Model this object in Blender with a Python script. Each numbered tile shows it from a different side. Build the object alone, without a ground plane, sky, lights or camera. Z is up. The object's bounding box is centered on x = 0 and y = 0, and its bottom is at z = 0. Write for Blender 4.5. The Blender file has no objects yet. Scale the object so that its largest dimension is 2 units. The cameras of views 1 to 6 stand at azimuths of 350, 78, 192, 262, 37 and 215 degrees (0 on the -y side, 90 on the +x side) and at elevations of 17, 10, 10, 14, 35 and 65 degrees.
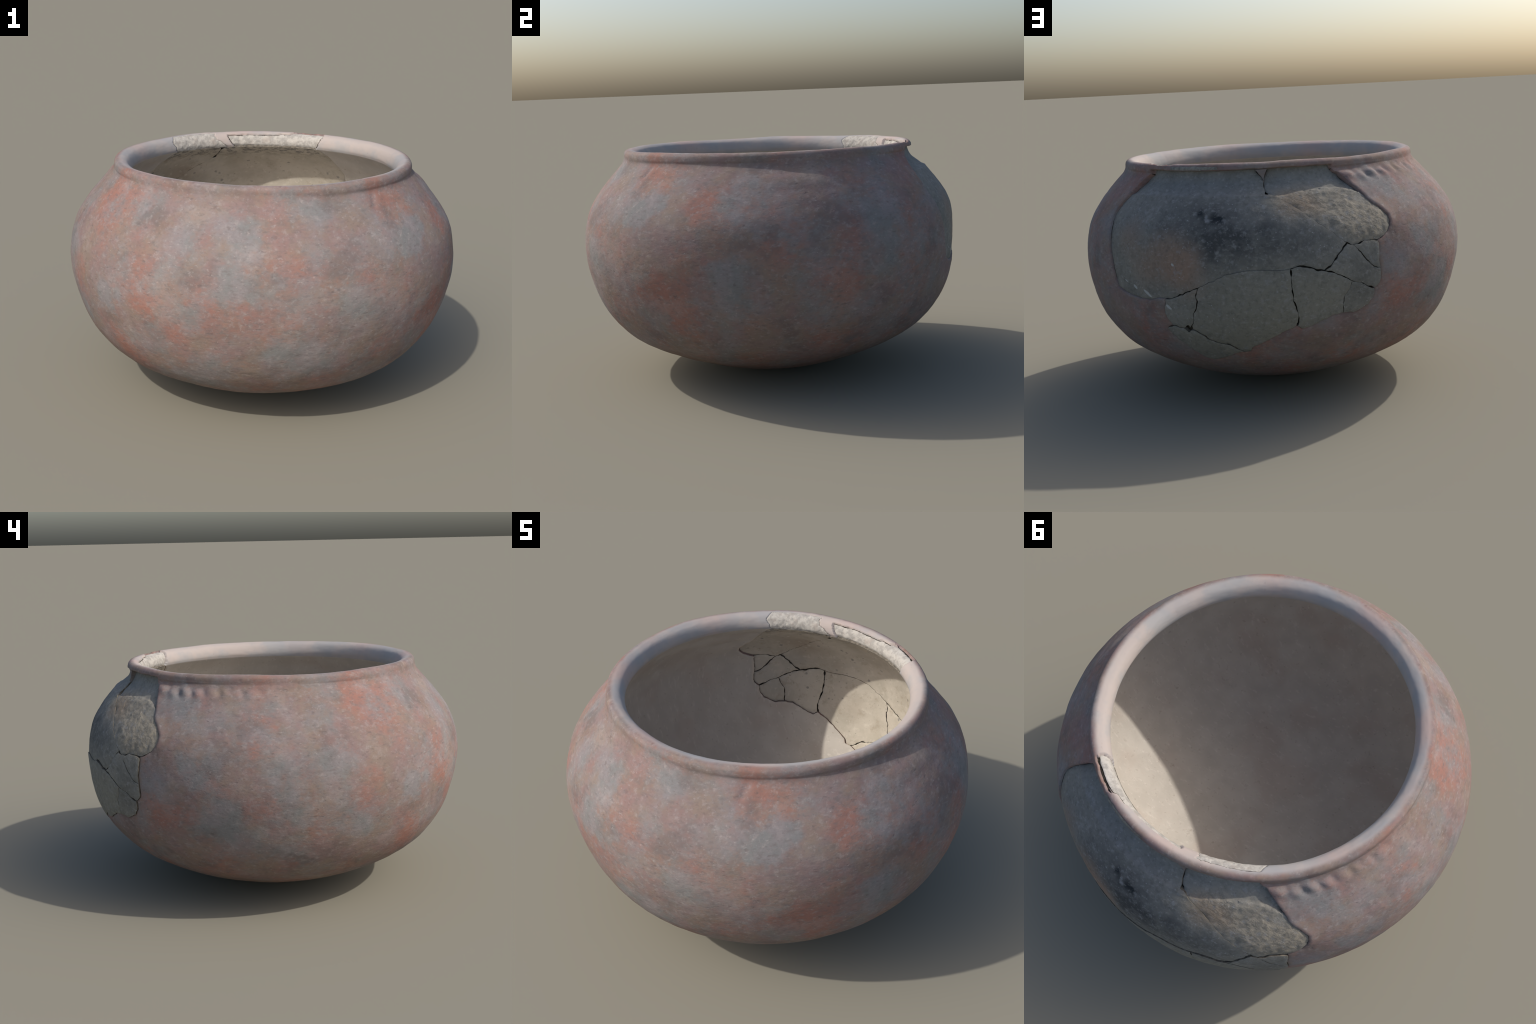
"""A round-bottomed hand-built pottery jar, restored in tinted plaster, with a cluster of
dark original sherds set through the wall at the back."""
import bpy, math
import numpy as np
from mathutils import Vector, Matrix
from mathutils.geometry import delaunay_2d_cdt

RNG = np.random.default_rng(7)
D2R = math.pi / 180.0

# ------------------------------------------------------------------ profile of the jar
OUTER = np.array([(0, 0), (.14, .009), (.274, .032), (.408, .063), (.529, .104), (.667, .164),
                  (.814, .259), (.917, .389), (.975, .55), (.996, .69), (.993, .76), (.958, .898),
                  (.908, .977), (.853, 1.043), (.797, 1.103), (.777, 1.127), (.767, 1.148)])
LIP = np.array([(.767, 1.148), (.7645, 1.160), (.7635, 1.172), (.760, 1.184), (.751, 1.193), (.735, 1.196),
                (.715, 1.191), (.698, 1.181), (.687, 1.166), (.681, 1.150), (.679, 1.130), (.684, 1.112)])
WALL = 0.050           # wall thickness at the belly; the floor is thinner
NT = 720               # vertices round the jar (half a degree)
HOLE_LEFT, HOLE_RIGHT = 53.5, 125.0


def hermite(P, n):
    t = np.r_[0, np.cumsum(np.hypot(*np.diff(P, axis=0).T))]
    m = np.gradient(P, t, axis=0)
    tt = np.linspace(0, t[-1], n)
    i = np.clip(np.searchsorted(t, tt, 'right') - 1, 0, len(t) - 2)
    h = (t[i + 1] - t[i])[:, None]
    u = (tt - t[i])[:, None] / h
    return ((2*u**3 - 3*u**2 + 1)*P[i] + (u**3 - 2*u**2 + u)*h*m[i]
            + (-2*u**3 + 3*u**2)*P[i + 1] + (u**3 - u**2)*h*m[i + 1])


PO = hermite(OUTER, 800)
SO = np.r_[0, np.cumsum(np.hypot(*np.diff(PO, axis=0).T))]
TAN = np.gradient(PO, SO, axis=0)
TAN /= np.linalg.norm(TAN, axis=1)[:, None]
TAN[0] = (1, 0)
NRM = np.stack([TAN[:, 1], -TAN[:, 0]], 1)     # outward normal of the profile
S_TOP = SO[-1]
S_NECK = 1.70
TH_S = WALL - .022*(1 - np.clip((SO - .60)/.45, 0, 1)**2*(3 - 2*np.clip((SO - .60)/.45, 0, 1)))
PIN = PO - NRM*TH_S[:, None]                   # inner profile, thick towards the throat
_k = int(np.searchsorted(SO, S_NECK))
_h = hermite(np.array([PIN[_k], (.765, 1.052), (.714, 1.088), LIP[-1]]), len(SO) - _k)
PIN[_k:] = _h
NIN = NRM.copy()
# neck above the wall, covered by the lip everywhere but over the sherds
PX = np.vstack([PO, [(.762, 1.159), (.761, 1.172)]])
SX = np.r_[SO, SO[-1] + .012, SO[-1] + .025]
NX = np.vstack([NRM, [(1, 0), (1, 0)]])
PL = hermite(np.vstack([LIP]), 300)
SL = np.r_[0, np.cumsum(np.hypot(*np.diff(PL, axis=0).T))]
TL = np.gradient(PL, SL, axis=0)
TL /= np.linalg.norm(TL, axis=1)[:, None]
NL = np.stack([TL[:, 1], -TL[:, 0]], 1)
L_END = SL[-1]


# ------------------------------------------------------------------ noise in code
def _hash(ix, iy, iz, seed):
    h = (ix*374761393 + iy*668265263 + iz*2147483647 + seed*974634777) & 0xFFFFFFFF
    h = ((h ^ (h >> 13))*1274126177) & 0xFFFFFFFF
    h = ((h ^ (h >> 16))*2246822519) & 0xFFFFFFFF
    return ((h ^ (h >> 15)) & 0xFFFF)/32767.5 - 1.0


def vnoise(P, scale, seed=0):
    Q = np.asarray(P)*scale + 1000.0
    I = np.floor(Q).astype(np.int64)
    F = Q - I
    F = F*F*F*(F*(F*6 - 15) + 10)
    out = 0
    for dx in (0, 1):
        for dy in (0, 1):
            for dz in (0, 1):
                w = ((F[..., 0] if dx else 1 - F[..., 0])*(F[..., 1] if dy else 1 - F[..., 1])
                     * (F[..., 2] if dz else 1 - F[..., 2]))
                out = out + w*_hash(I[..., 0] + dx, I[..., 1] + dy, I[..., 2] + dz, seed)
    return out


def fbm(P, scale, octaves=3, seed=0):
    a, o = 1.0, 0.0
    for k in range(octaves):
        o = o + a*vnoise(P, scale*2**k, seed + k)
        a *= .5
    return o


def smooth(x, a, b):
    t = np.clip((x - a)/(b - a), 0, 1)
    return t*t*(3 - 2*t)


# ------------------------------------------------------------------ sherd outlines: (degrees round the jar, arc length up the wall)
TOP = round(float(S_TOP), 4)
TOP2 = TOP + .017                # the sherds run on up the neck, under the lip
EDGES = {
    # outline of the whole sherd field
    'left':   [(53.5, TOP), (51.0, 1.858), (48.7, 1.805), (47.3, 1.75), (46.3, 1.702), (45.6, 1.652), (45.8, 1.605),
               (46.6, 1.569), (47.6, 1.518), (48.4, 1.46), (49.2, 1.403), (50.0, 1.346), (50.9, 1.297), (51.3, 1.272)],
    'botleft': [(51.3, 1.272), (54.2, 1.254), (58.3, 1.239), (62.5, 1.232), (65.2, 1.232), (67.9, 1.244), (70.9, 1.246)],
    'notch':  [(70.9, 1.246), (70.2, 1.195), (70.3, 1.154), (71.9, 1.112)],
    'under':  [(71.9, 1.112), (69.7, 1.094), (70.9, 1.053), (72.9, 1.012), (75.9, .947), (78.7, .89), (80.9, .882),
               (85.7, .909), (91.1, .952), (94.2, .96)],
    'under2': [(94.2, .96), (95.2, .988), (98.7, 1.022), (102.2, 1.061), (107.0, 1.104), (108.0, 1.112)],
    'under3': [(108.0, 1.112), (109.6, 1.095), (113.7, 1.121), (118.4, 1.156), (120.9, 1.159)],
    'under4': [(120.9, 1.159), (124.0, 1.153), (128.1, 1.18), (129.8, 1.215), (130.1, 1.261)],
    'right':  [(130.1, 1.261), (131.9, 1.285), (132.1, 1.329), (131.9, 1.354)],
    'right2': [(131.9, 1.354), (131.6, 1.386), (131.9, 1.44), (131.9, 1.48)],
    'right3': [(131.9, 1.48), (133.5, 1.492), (136.0, 1.519), (137.5, 1.557), (137.6, 1.591), (136.1, 1.627), (133.7, 1.67),
               (132.1, 1.718), (130.4, 1.762), (128.7, 1.813), (127.2, 1.855), (125.0, TOP)],
    'rightup': [(125.0, TOP), (124.6, TOP + .008), (124.2, TOP2)],
    'leftup': [(54.2, TOP2), (53.9, TOP + .009), (53.5, TOP)],
    'topR':   [(124.2, TOP2), (113.0, TOP2), (101.9, TOP2)],
    'toothR': [(101.9, TOP2), (100.9, 1.866), (100.5, 1.846)],
    'toothL': [(100.5, 1.846), (99.6, 1.866), (97.4, TOP2)],
    'topL':   [(97.4, TOP2), (75, TOP2), (54.2, TOP2)],
    # cracks
    'A1': [(100.5, 1.846), (100.5, 1.813), (101.3, 1.772)],
    'A2': [(101.3, 1.772), (104.9, 1.734), (109.2, 1.687), (113.9, 1.613), (118.5, 1.544), (122.5, 1.486)],
    'B1': [(70.9, 1.246), (73.2, 1.251), (77.0, 1.276), (80.0, 1.298), (81.5, 1.307)],
    'B2': [(81.5, 1.307), (83.6, 1.324), (87.4, 1.352), (90.3, 1.376), (94.8, 1.389), (99.2, 1.389), (103.6, 1.387), (106.8, 1.39)],
    'C': [(81.5, 1.307), (80.8, 1.262), (80.7, 1.224), (79.6, 1.183), (78.7, 1.133), (77.6, 1.099)],
    'C2': [(77.6, 1.099), (75.0, 1.105), (71.9, 1.112)],
    'D': [(77.6, 1.099), (80.9, 1.068), (82.6, 1.037), (88.8, .995), (92.0, .956), (94.2, .96)],
    'E': [(106.8, 1.39), (106.9, 1.345), (107.0, 1.281), (107.4, 1.231), (108.1, 1.188), (108.4, 1.143), (108.0, 1.112)],
    'F1': [(106.8, 1.39), (109.1, 1.404), (112.0, 1.388), (113.7, 1.378), (115.7, 1.371)],
    'F2': [(115.7, 1.371), (117.4, 1.391), (119.5, 1.434), (122.5, 1.486)],
    'G1': [(115.7, 1.371), (118.0, 1.359), (121.0, 1.334), (123.2, 1.31)],
    'G2': [(123.2, 1.31), (126.0, 1.295), (128.4, 1.269), (130.1, 1.261)],
    'H': [(123.2, 1.31), (122.5, 1.279), (121.1, 1.24), (120.9, 1.159)],
    'J': [(122.5, 1.486), (124.2, 1.472)],
    'J2': [(124.2, 1.472), (128.5, 1.487), (131.9, 1.48)],
    'I': [(124.2, 1.472), (126.4, 1.428), (127.8, 1.398), (129.7, 1.363), (131.9, 1.354)],
}
# half width of the gap along each edge (metres), and its roughness
GAP = dict(A1=.0012, A2=.0003, B1=.0024, B2=.0003, C=.0020, C2=.0012, D=.0017, E=.0022, F1=.0022, F2=.0024, G1=.0018,
           G2=.0022, H=.0016, J=.0022, J2=.0020, I=.0014, left=.0010, botleft=.0008, notch=.0018, right3=.0022)
# sherds: loop of edges (minus = walked backwards), height above the plaster wall
SHERDS = [
    (['left', 'botleft', 'B1', 'B2', 'F1', 'F2', '-A2', '-A1', 'toothL', 'topL', 'leftup'], -.003),
    (['A1', 'A2', 'J', 'J2', 'right3', 'rightup', 'topR', 'toothR'], -.006),
    (['C', 'D', 'under2', '-E', '-B2'], .0015),
    (['notch', '-C2', '-C', '-B1'], .003),
    (['C2', 'under', '-D'], .005),
    (['E', 'under3', '-H', '-G1', '-F1'], .0035),
    (['H', 'under4', '-G2'], .004),
    (['G1', 'G2', 'right', '-I', '-J', '-F2'], .003),
    (['I', 'right2', '-J2'], .004),
]
OUTLINE = ['left', 'botleft', 'notch', 'under', 'under2', 'under3', 'under4', 'right', 'right2', 'right3']
CHIPS = [((101.3, 1.772), .017, .010), ((76.8, 1.102), .036, .013), ((131.9, 1.48), .005, .010),
         ((129.0, 1.266), .006, .014), ((108.2, 1.118), .005, .014), ((122.9, 1.482), .004, .012),
         ((123.0, 1.154), .004, .012), ((81.5, 1.307), .003, .010), ((71.3, 1.108), .003, .012)]
KX = .93                    # metres per radian used to flatten the wall


def flat(th_deg, s):
    return np.stack([np.asarray(th_deg)*D2R*KX, np.asarray(s)], -1)


def roughen(pts, name, step=.007):
    """Fine, broken polyline through the control points: end points kept."""
    P = flat([p[0] for p in pts], [p[1] for p in pts])
    if name.startswith('top'):
        n = max(2, int(abs(P[-1, 0] - P[0, 0])/step))
        return np.linspace(P[0], P[-1], n + 1)
    C = hermite(P, 400) if len(P) > 2 else np.linspace(P[0], P[1], 400)
    C = C*.5 + .5*np.stack([np.interp(np.linspace(0, 1, 400), np.r_[0, np.cumsum(np.hypot(*np.diff(P, axis=0).T))]
                            / np.hypot(*np.diff(P, axis=0).T).sum(), P[:, k]) for k in (0, 1)], 1)
    L = np.r_[0, np.cumsum(np.hypot(*np.diff(C, axis=0).T))]
    n = max(3, int(L[-1]/step))
    t = np.linspace(0, L[-1], n + 1)
    Q = np.stack([np.interp(t, L, C[:, k]) for k in (0, 1)], 1)
    T = np.gradient(Q, axis=0)
    T /= np.linalg.norm(T, axis=1)[:, None] + 1e-9
    N = np.stack([-T[:, 1], T[:, 0]], 1)
    amp = .0016 if name in ('left', 'botleft') else .0030
    w = np.minimum(1, np.minimum(t, L[-1] - t)/.015)
    off = fbm(np.stack([Q[:, 0], Q[:, 1], 0*t], 1), 45, 3, 11)*amp*w
    return Q + N*off[:, None]


FINE = {k: roughen(v, k) for k, v in EDGES.items()}


def loop(names, gaps=True):
    pts, gp = [], []
    for nm in names:
        P = FINE[nm.lstrip('-')]
        g = GAP.get(nm.lstrip('-'), .0010)
        if nm[0] == '-':
            P = P[::-1]
        pts.append(P[:-1])
        gp.append(np.full(len(P) - 1, g))
    return np.vstack(pts), np.concatenate(gp)


def area(P):
    return .5*np.sum(P[:, 0]*np.roll(P[:, 1], -1) - np.roll(P[:, 0], -1)*P[:, 1])


def inset(P, g):
    """Move each vertex of a closed polygon inwards by its own gap, wider at the chips."""
    g = g*np.clip(1 + 1.3*fbm(np.c_[P, 0*g], 40, 2, 5), .25, 2.4)*.9
    for c, w, r in CHIPS:
        d = np.hypot(*(P - flat(*c)).T)
        g = g + w*.55*np.exp(-(d/r)**2)
    T = np.roll(P, -1, 0) - np.roll(P, 1, 0)
    T /= np.linalg.norm(T, axis=1)[:, None] + 1e-9
    N = np.stack([-T[:, 1], T[:, 0]], 1)*(1 if area(P) > 0 else -1)
    return P + N*g[:, None]


def seg_dist(X, P, closed=True):
    """Distance of points X to polyline P, done in blocks."""
    A = P if closed else P[:-1]
    Bq = np.roll(P, -1, 0) if closed else P[1:]
    out = np.empty(len(X))
    ab = Bq - A
    l2 = (ab**2).sum(1) + 1e-12
    for k in range(0, len(X), 4000):
        x = X[k:k + 4000, None]
        t = np.clip(((x - A)*ab).sum(-1)/l2, 0, 1)
        d = x - A - t[..., None]*ab
        out[k:k + 4000] = np.sqrt((d**2).sum(-1).min(1))
    return out


def inside(X, P):
    c = np.zeros(len(X), bool)
    A, Bq = P, np.roll(P, -1, 0)
    for a, b in zip(A, Bq):
        m = (a[1] > X[:, 1]) != (b[1] > X[:, 1])
        if b[1] != a[1]:
            c ^= m & (X[:, 0] < (b[0] - a[0])*(X[:, 1] - a[1])/(b[1] - a[1]) + a[0])
    return c


def cdt(boundary, inner):
    """Triangles of a closed outline with extra points inside it."""
    V = np.vstack([boundary, inner]) if len(inner) else boundary
    n = len(boundary)
    r = delaunay_2d_cdt([Vector(v) for v in V.tolist()], [(i, (i + 1) % n) for i in range(n)], [], 1, 1e-6)
    return np.array([tuple(v) for v in r[0]]), [tuple(f) for f in r[2]]


# ------------------------------------------------------------------ surface of the plaster wall
HOLE_LINE = np.vstack([FINE[k] for k in OUTLINE])
DENTS = [(133.0, 1.848, .35), (137.9, 1.826, .65), (143.2, 1.828, .6), (147.6, 1.842, .45), (153.6, 1.836, .55), (157.3, 1.845, .20), (161.8, 1.830, .5), (168, 1.845, .2)]
LUMPS = [(130.9, 1.832, .9), (135.0, 1.826, .7), (140.5, 1.836, .9), (145.6, 1.828, .7), (150.6, 1.842, .55), (156.0, 1.832, .45), (159.4, 1.836, .3), (164.8, 1.830, .4)]


def base3(th, s):
    """Undisplaced outer point, for feeding noise."""
    r = np.interp(s, SX, PX[:, 0])
    z = np.interp(s, SX, PX[:, 1])
    a = th*D2R
    return np.stack([r*np.cos(a), r*np.sin(a), z], -1)


def wobble(B):
    th = np.degrees(np.arctan2(B[..., 1], B[..., 0]))
    return .0030*fbm(B, 2.6, 2, 1) + .0014*fbm(B, 9, 2, 21) + swell(th, B[..., 2])


def place(th, s, off, thick=0.0):
    """Point at angle th, arc length s, pushed off along the outward normal, minus thick inwards."""
    r = np.interp(s, SX, PX[:, 0])
    z = np.interp(s, SX, PX[:, 1])
    nr = np.interp(s, SX, NX[:, 0])
    nz = np.interp(s, SX, NX[:, 1])
    k = off - thick
    r = np.maximum(r + nr*k, 0)
    z = z + nz*k
    a = th*D2R
    return np.stack([r*np.cos(a), r*np.sin(a), z], -1)


def place_inner(th, s, off):
    """Point of the inner face, pushed off along the outward normal."""
    r = np.interp(s, SO, PIN[:, 0]) + np.interp(s, SO, NIN[:, 0])*off
    z = np.interp(s, SO, PIN[:, 1]) + np.interp(s, SO, NIN[:, 1])*off
    a = th*D2R
    r = np.maximum(r, 0)
    return np.stack([r*np.cos(a), r*np.sin(a), z], -1)


SWELLS = [(63, .70, 19, .15, -.021), (84, .62, 9, .08, -.004), (112, .50, 16, .12, .006), (-55, .26, 40, .10, .005), (0, .62, 45, .3, .004), (178, .75, 40, .25, .003),
          (170, .28, 25, .10, .004), (95, .22, 45, .08, -.004), (-128, .95, 30, .12, -.005), (62, 1.0, 10, .07, -.005), (50, 1.07, 7, .09, -.004), (120, 1.0, 12, .08, -.004), (92, .34, 42, .10, -.007)]


def swell(th, z):
    """Broad unevenness of the hand-built body."""
    t = (th + 180) % 360 - 180
    o = 0
    for c, z0, wt, wz, h in SWELLS:
        d = (t - c + 180) % 360 - 180
        o = o + h*np.exp(-(d/wt)**2 - ((z - z0)/wz)**2)
    return o


def neck_groove(t):
    return .0055*np.exp(-((t + 42)/34)**4) + .007*np.exp(-((t - 90)/62)**6) + .004*np.exp(-((t + 165)/18)**2)


def wall_outer(th, s):
    B = base3(th, s)
    fade = 1 - smooth(s, 1.80, S_TOP)
    o = wobble(B)*(.25 + .75*fade)
    o = o + .0006*fbm(B*np.array([1, 1, 1.3]), 26, 2, 41)*(.4 + .6*fade)
    t = (th + 180) % 360 - 180
    # pinched finger band beside the sherds
    for c, s0, h in DENTS:
        o = o - .010*h*np.exp(-((t - c + (s - s0)*22)/1.2)**2 - ((s - s0)/.021)**2)
    for c, s0, h in LUMPS:
        o = o + .012*h*np.exp(-((t - c + (s - s0)*22)/1.9)**2 - ((s - s0)/.025)**2)
    # pressed fold below the lip
    o = o - .0045*np.exp(-((t + 60.4 - (s - 1.815)*25)/1.0)**2 - ((s - 1.82)/.035)**2)
    o = o + .0035*np.exp(-((t + 57.6 - (s - 1.815)*25)/1.7)**2 - ((s - 1.81)/.045)**2)
    # smeared ledge
    w = np.exp(-((t + 4)/13)**2)
    o = o + .006*w*smooth(s, 1.83, 1.79)*smooth(s, 1.70, 1.78)
    # slight groove under the lip on some stretches
    o = o - neck_groove(t)*np.exp(-((s - S_TOP + .006)/.016)**2)
    # plaster swells where it meets the sherds, and turns down at the very edge
    m = (t > 36) & (t < 150) & (s > .78)
    if m.any():
        d = seg_dist(flat(t[m], s[m]), HOLE_LINE, False)
        tm, sm = t[m], s[m]
        left = smooth(tm, 80, 66)*smooth(sm, 1.0, 1.15)
        upr = smooth(tm, 120, 126)*smooth(sm, 1.50, 1.56)
        rest = np.clip(1 - left - upr, 0, 1)
        p = (.0020*left + .005*upr - .001*rest)*np.exp(-(d/.035)**2) - .0035*np.exp(-(d/.0045)**2)
        o[m] += p*smooth(sm, S_TOP, S_TOP - .03)
    return place(th, s, o)


def wall_inner(th, s):
    B = base3(th, s)
    fade = 1 - smooth(s, 1.80, S_TOP)
    o = (.003*fbm(B, 3.3, 2, 61) + .0012*fbm(B, 14, 2, 71) + .8*swell(th, B[..., 2]))*fade
    t = (th + 180) % 360 - 180
    o = o - .017*smooth(s, 1.42, 1.64)*smooth(s, S_TOP - .01, 1.72)*(1 - np.exp(-((t - 88)/42)**6))
    m = (t > 36) & (t < 150) & (s > .78)
    if m.any():
        d = seg_dist(flat(t[m], s[m]), HOLE_LINE, False)
        o[m] += (-.004*np.exp(-(d/.03)**2) + .004*np.exp(-(d/.005)**2))*smooth(s[m], S_TOP, S_TOP - .03)
    return place_inner(th, s, o)


def lip_point(th, l, off):
    """Point on the lip: l runs from the outer neck over the crest to the throat."""
    a = th*D2R
    r = np.interp(l, SL, PL[:, 0])
    z = np.interp(l, SL, PL[:, 1])
    nr = np.interp(l, SL, NL[:, 0])
    nz = np.interp(l, SL, NL[:, 1])
    e = smooth(l, 0, .02)*smooth(l, L_END, L_END - .02)
    B = np.stack([.75*np.cos(a), .75*np.sin(a), l*2], -1)
    o = off + e*(.0022*fbm(B, 4, 2, 81) + .0006*fbm(B, 22, 2, 85))
    o = o - neck_groove((th + 180) % 360 - 180)*(1 - smooth(l, .0, .014))*smooth(l, -.01, .0)
    r = r + nr*o
    z = z + nz*o + e*.004*fbm(np.stack([np.cos(a), np.sin(a), 0*a], -1), 1.6, 2, 91)
    return np.stack([r*np.cos(a), r*np.sin(a), z], -1)


# ------------------------------------------------------------------ materials
class Mat:
    def __init__(self, name):
        self.m = bpy.data.materials.new(name)
        self.m.use_nodes = True
        self.t = self.m.node_tree
        self.t.nodes.clear()
        self.out = self.t.nodes.new('ShaderNodeOutputMaterial')
        self.b = self.t.nodes.new('ShaderNodeBsdfPrincipled')
        self.t.links.new(self.b.outputs[0], self.out.inputs[0])
        self.co = self.t.nodes.new('ShaderNodeTexCoord').outputs['Object']
        self.b.inputs['Specular IOR Level'].default_value = .15

    def set(self, sock, v):
        if hasattr(v, 'links') or isinstance(v, bpy.types.NodeSocket):
            self.t.links.new(v, sock)
        else:
            sock.default_value = v

    def math(self, op, a, b=0.0, c=None, clamp=False):
        n = self.t.nodes.new('ShaderNodeMath')
        n.operation = op
        n.use_clamp = clamp
        self.set(n.inputs[0], a)
        self.set(n.inputs[1], b)
        if c is not None:
            self.set(n.inputs[2], c)
        return n.outputs[0]

    def vmath(self, op, a, b=None, scale=None):
        n = self.t.nodes.new('ShaderNodeVectorMath')
        n.operation = op
        self.set(n.inputs[0], a)
        if b is not None:
            self.set(n.inputs[1], b)
        if scale is not None:
            self.set(n.inputs['Scale'], scale)
        return n.outputs['Value'] if op in ('DISTANCE', 'LENGTH', 'DOT_PRODUCT') else n.outputs[0]

    def noise(self, scale, detail=4, rough=.55, co=None, dist=0.0, color=False):
        n = self.t.nodes.new('ShaderNodeTexNoise')
        self.set(n.inputs['Vector'], co or self.co)
        n.inputs['Scale'].default_value = scale
        n.inputs['Detail'].default_value = detail
        n.inputs['Roughness'].default_value = rough
        n.inputs['Distortion'].default_value = dist
        return n.outputs['Color' if color else 'Fac']

    def voronoi(self, scale, co=None, feature='F1', rnd=1.0, out='Distance'):
        n = self.t.nodes.new('ShaderNodeTexVoronoi')
        n.feature = feature
        self.set(n.inputs['Vector'], co or self.co)
        n.inputs['Scale'].default_value = scale
        n.inputs['Randomness'].default_value = rnd
        return n.outputs[out]

    def ramp(self, v, a, b, lo=0.0, hi=1.0, kind='SMOOTHSTEP'):
        n = self.t.nodes.new('ShaderNodeMapRange')
        n.interpolation_type = kind
        self.set(n.inputs[0], v)
        for i, x in enumerate((a, b, lo, hi)):
            n.inputs[i + 1].default_value = x
        return n.outputs[0]

    def mix(self, f, a, b, kind='MIX'):
        n = self.t.nodes.new('ShaderNodeMix')
        n.data_type = 'RGBA'
        n.blend_type = kind
        self.set(n.inputs[0], f)
        self.set(n.inputs[6], a if not isinstance(a, tuple) else (*a, 1))
        self.set(n.inputs[7], b if not isinstance(b, tuple) else (*b, 1))
        return n.outputs[2]

    def stretch(self, sc, rot=(0, 0, 0), co=None):
        n = self.t.nodes.new('ShaderNodeMapping')
        self.set(n.inputs['Vector'], co or self.co)
        n.inputs['Scale'].default_value = sc
        n.inputs['Rotation'].default_value = rot
        return n.outputs[0]

    def warp(self, scale, amount):
        v = self.vmath('SUBTRACT', self.noise(scale, 3, .6, color=True), (.5, .5, .5))
        return self.vmath('ADD', self.co, self.vmath('SCALE', v, scale=amount))

    def blobs(self, lst, co):
        """Sum of soft round patches placed at (degrees, height, radius, strength)."""
        tot = None
        for th, z, rad, st in lst:
            r = float(np.interp(z, PO[:, 1], PO[:, 0]))
            c = (r*math.cos(th*D2R), r*math.sin(th*D2R), z)
            f = self.ramp(self.vmath('DISTANCE', co, c), rad*1.5, rad*.15, 0, st)
            tot = f if tot is None else self.math('ADD', tot, f)
        return tot

    def finish(self, col, rough=.85, bump=None, strength=.3, dist=.004):
        self.set(self.b.inputs['Base Color'], col)
        self.set(self.b.inputs['Roughness'], rough)
        if bump is not None:
            n = self.t.nodes.new('ShaderNodeBump')
            n.inputs['Strength'].default_value = strength
            n.inputs['Distance'].default_value = dist
            self.set(n.inputs['Height'], bump)
            self.t.links.new(n.outputs[0], self.b.inputs['Normal'])
        return self.m


RED = [(-136, .79, .11, 1), (-133, .70, .09, .8), (-98, .64, .12, 1), (-108, .63, .10, .9), (-119, .64, .11, .8), (-88, .66, .08, .8),
       (-158, 1.02, .17, .75), (-60, .79, .13, .8), (-86, .91, .09, .4), (-144, .35, .11, .8), (-69, .42, .11, .8),
       (-100, .24, .10, .8), (-59, 1.10, .11, .9), (-165, 1.13, .12, .7), (167, .97, .11, .8), (170, .99, .04, .6),
       (-162, .68, .09, .9), (-138, 1.04, .12, .5), (-150, .90, .12, .5),
       (-145, .40, .09, .7), (172, .38, .14, .7), (138, .57, .13, .9), (153, 1.12, .08, .6), (-146, 1.13, .11, .6), (-8, .80, .10, .8),
       (5, .61, .13, 1), (-41, .52, .11, .7), (-38, .43, .11, .7), (-9, 1.13, .10, .7), (32, .31, .11, .8), (0, .35, .13, .6),
       (-31, 1.0, .11, .6), (122, .43, .10, .6), (124, .28, .11, .8), (166, .92, .10, .7), (98, .25, .12, .7), (60, .52, .12, .5), (60, .30, .12, .3),
       (-30, .98, .10, .5), (-46, .58, .11, .6), (134, .80, .06, .5), (-20, .20, .14, .5), (-160, .25, .14, .5), (150, .30, .12, .4),
       (0, .10, .2, .3), (45, .62, .09, .3), (38, 1.02, .12, .2)]
GRAY = [(-106, 1.01, .13, .8), (-105, .79, .12, 1), (-121, .92, .14, .7), (-83, 1.11, .11, 1), (-145, .64, .10, .9), (-130, .54, .12, .8),
        (-117, .35, .14, .9), (-52, .97, .12, .7), (-74, .72, .11, .6), (-95, .50, .15, .8), (-118, 1.12, .10, .5), (-82, .48, .12, .6),
        (-176, 1.0, .09, .9), (-171, .83, .11, .9), (178, .67, .13, .9), (152, .81, .12, .9), (141, 1.06, .10, .6), (-173, 1.14, .10, 1),
        (-146, .62, .08, .7), (158, .64, .10, .6), (-22, .60, .15, 1), (-49, .95, .10, .7), (-19, 1.01, .10, .7), (-9, .90, .11, .6),
        (20, .95, .17, .8), (23, .67, .15, .9), (-29, .30, .13, .9), (-4, .50, .10, .5), (126, .36, .08, .7), (156, .52, .11, .7),
        (136, .74, .08, .6), (-104, .90, .12, .7), (-62, 1.0, .10, .6), (-31, .62, .12, .7), (-50, .95, .11, .5), (-18, .99, .10, .5),
        (40, .85, .14, .5), (62, .47, .09, .6), (-165, .52, .12, .5), (-60, .28, .12, .5), (-168, .35, .08, .3), (30, .45, .12, .5)]


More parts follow.
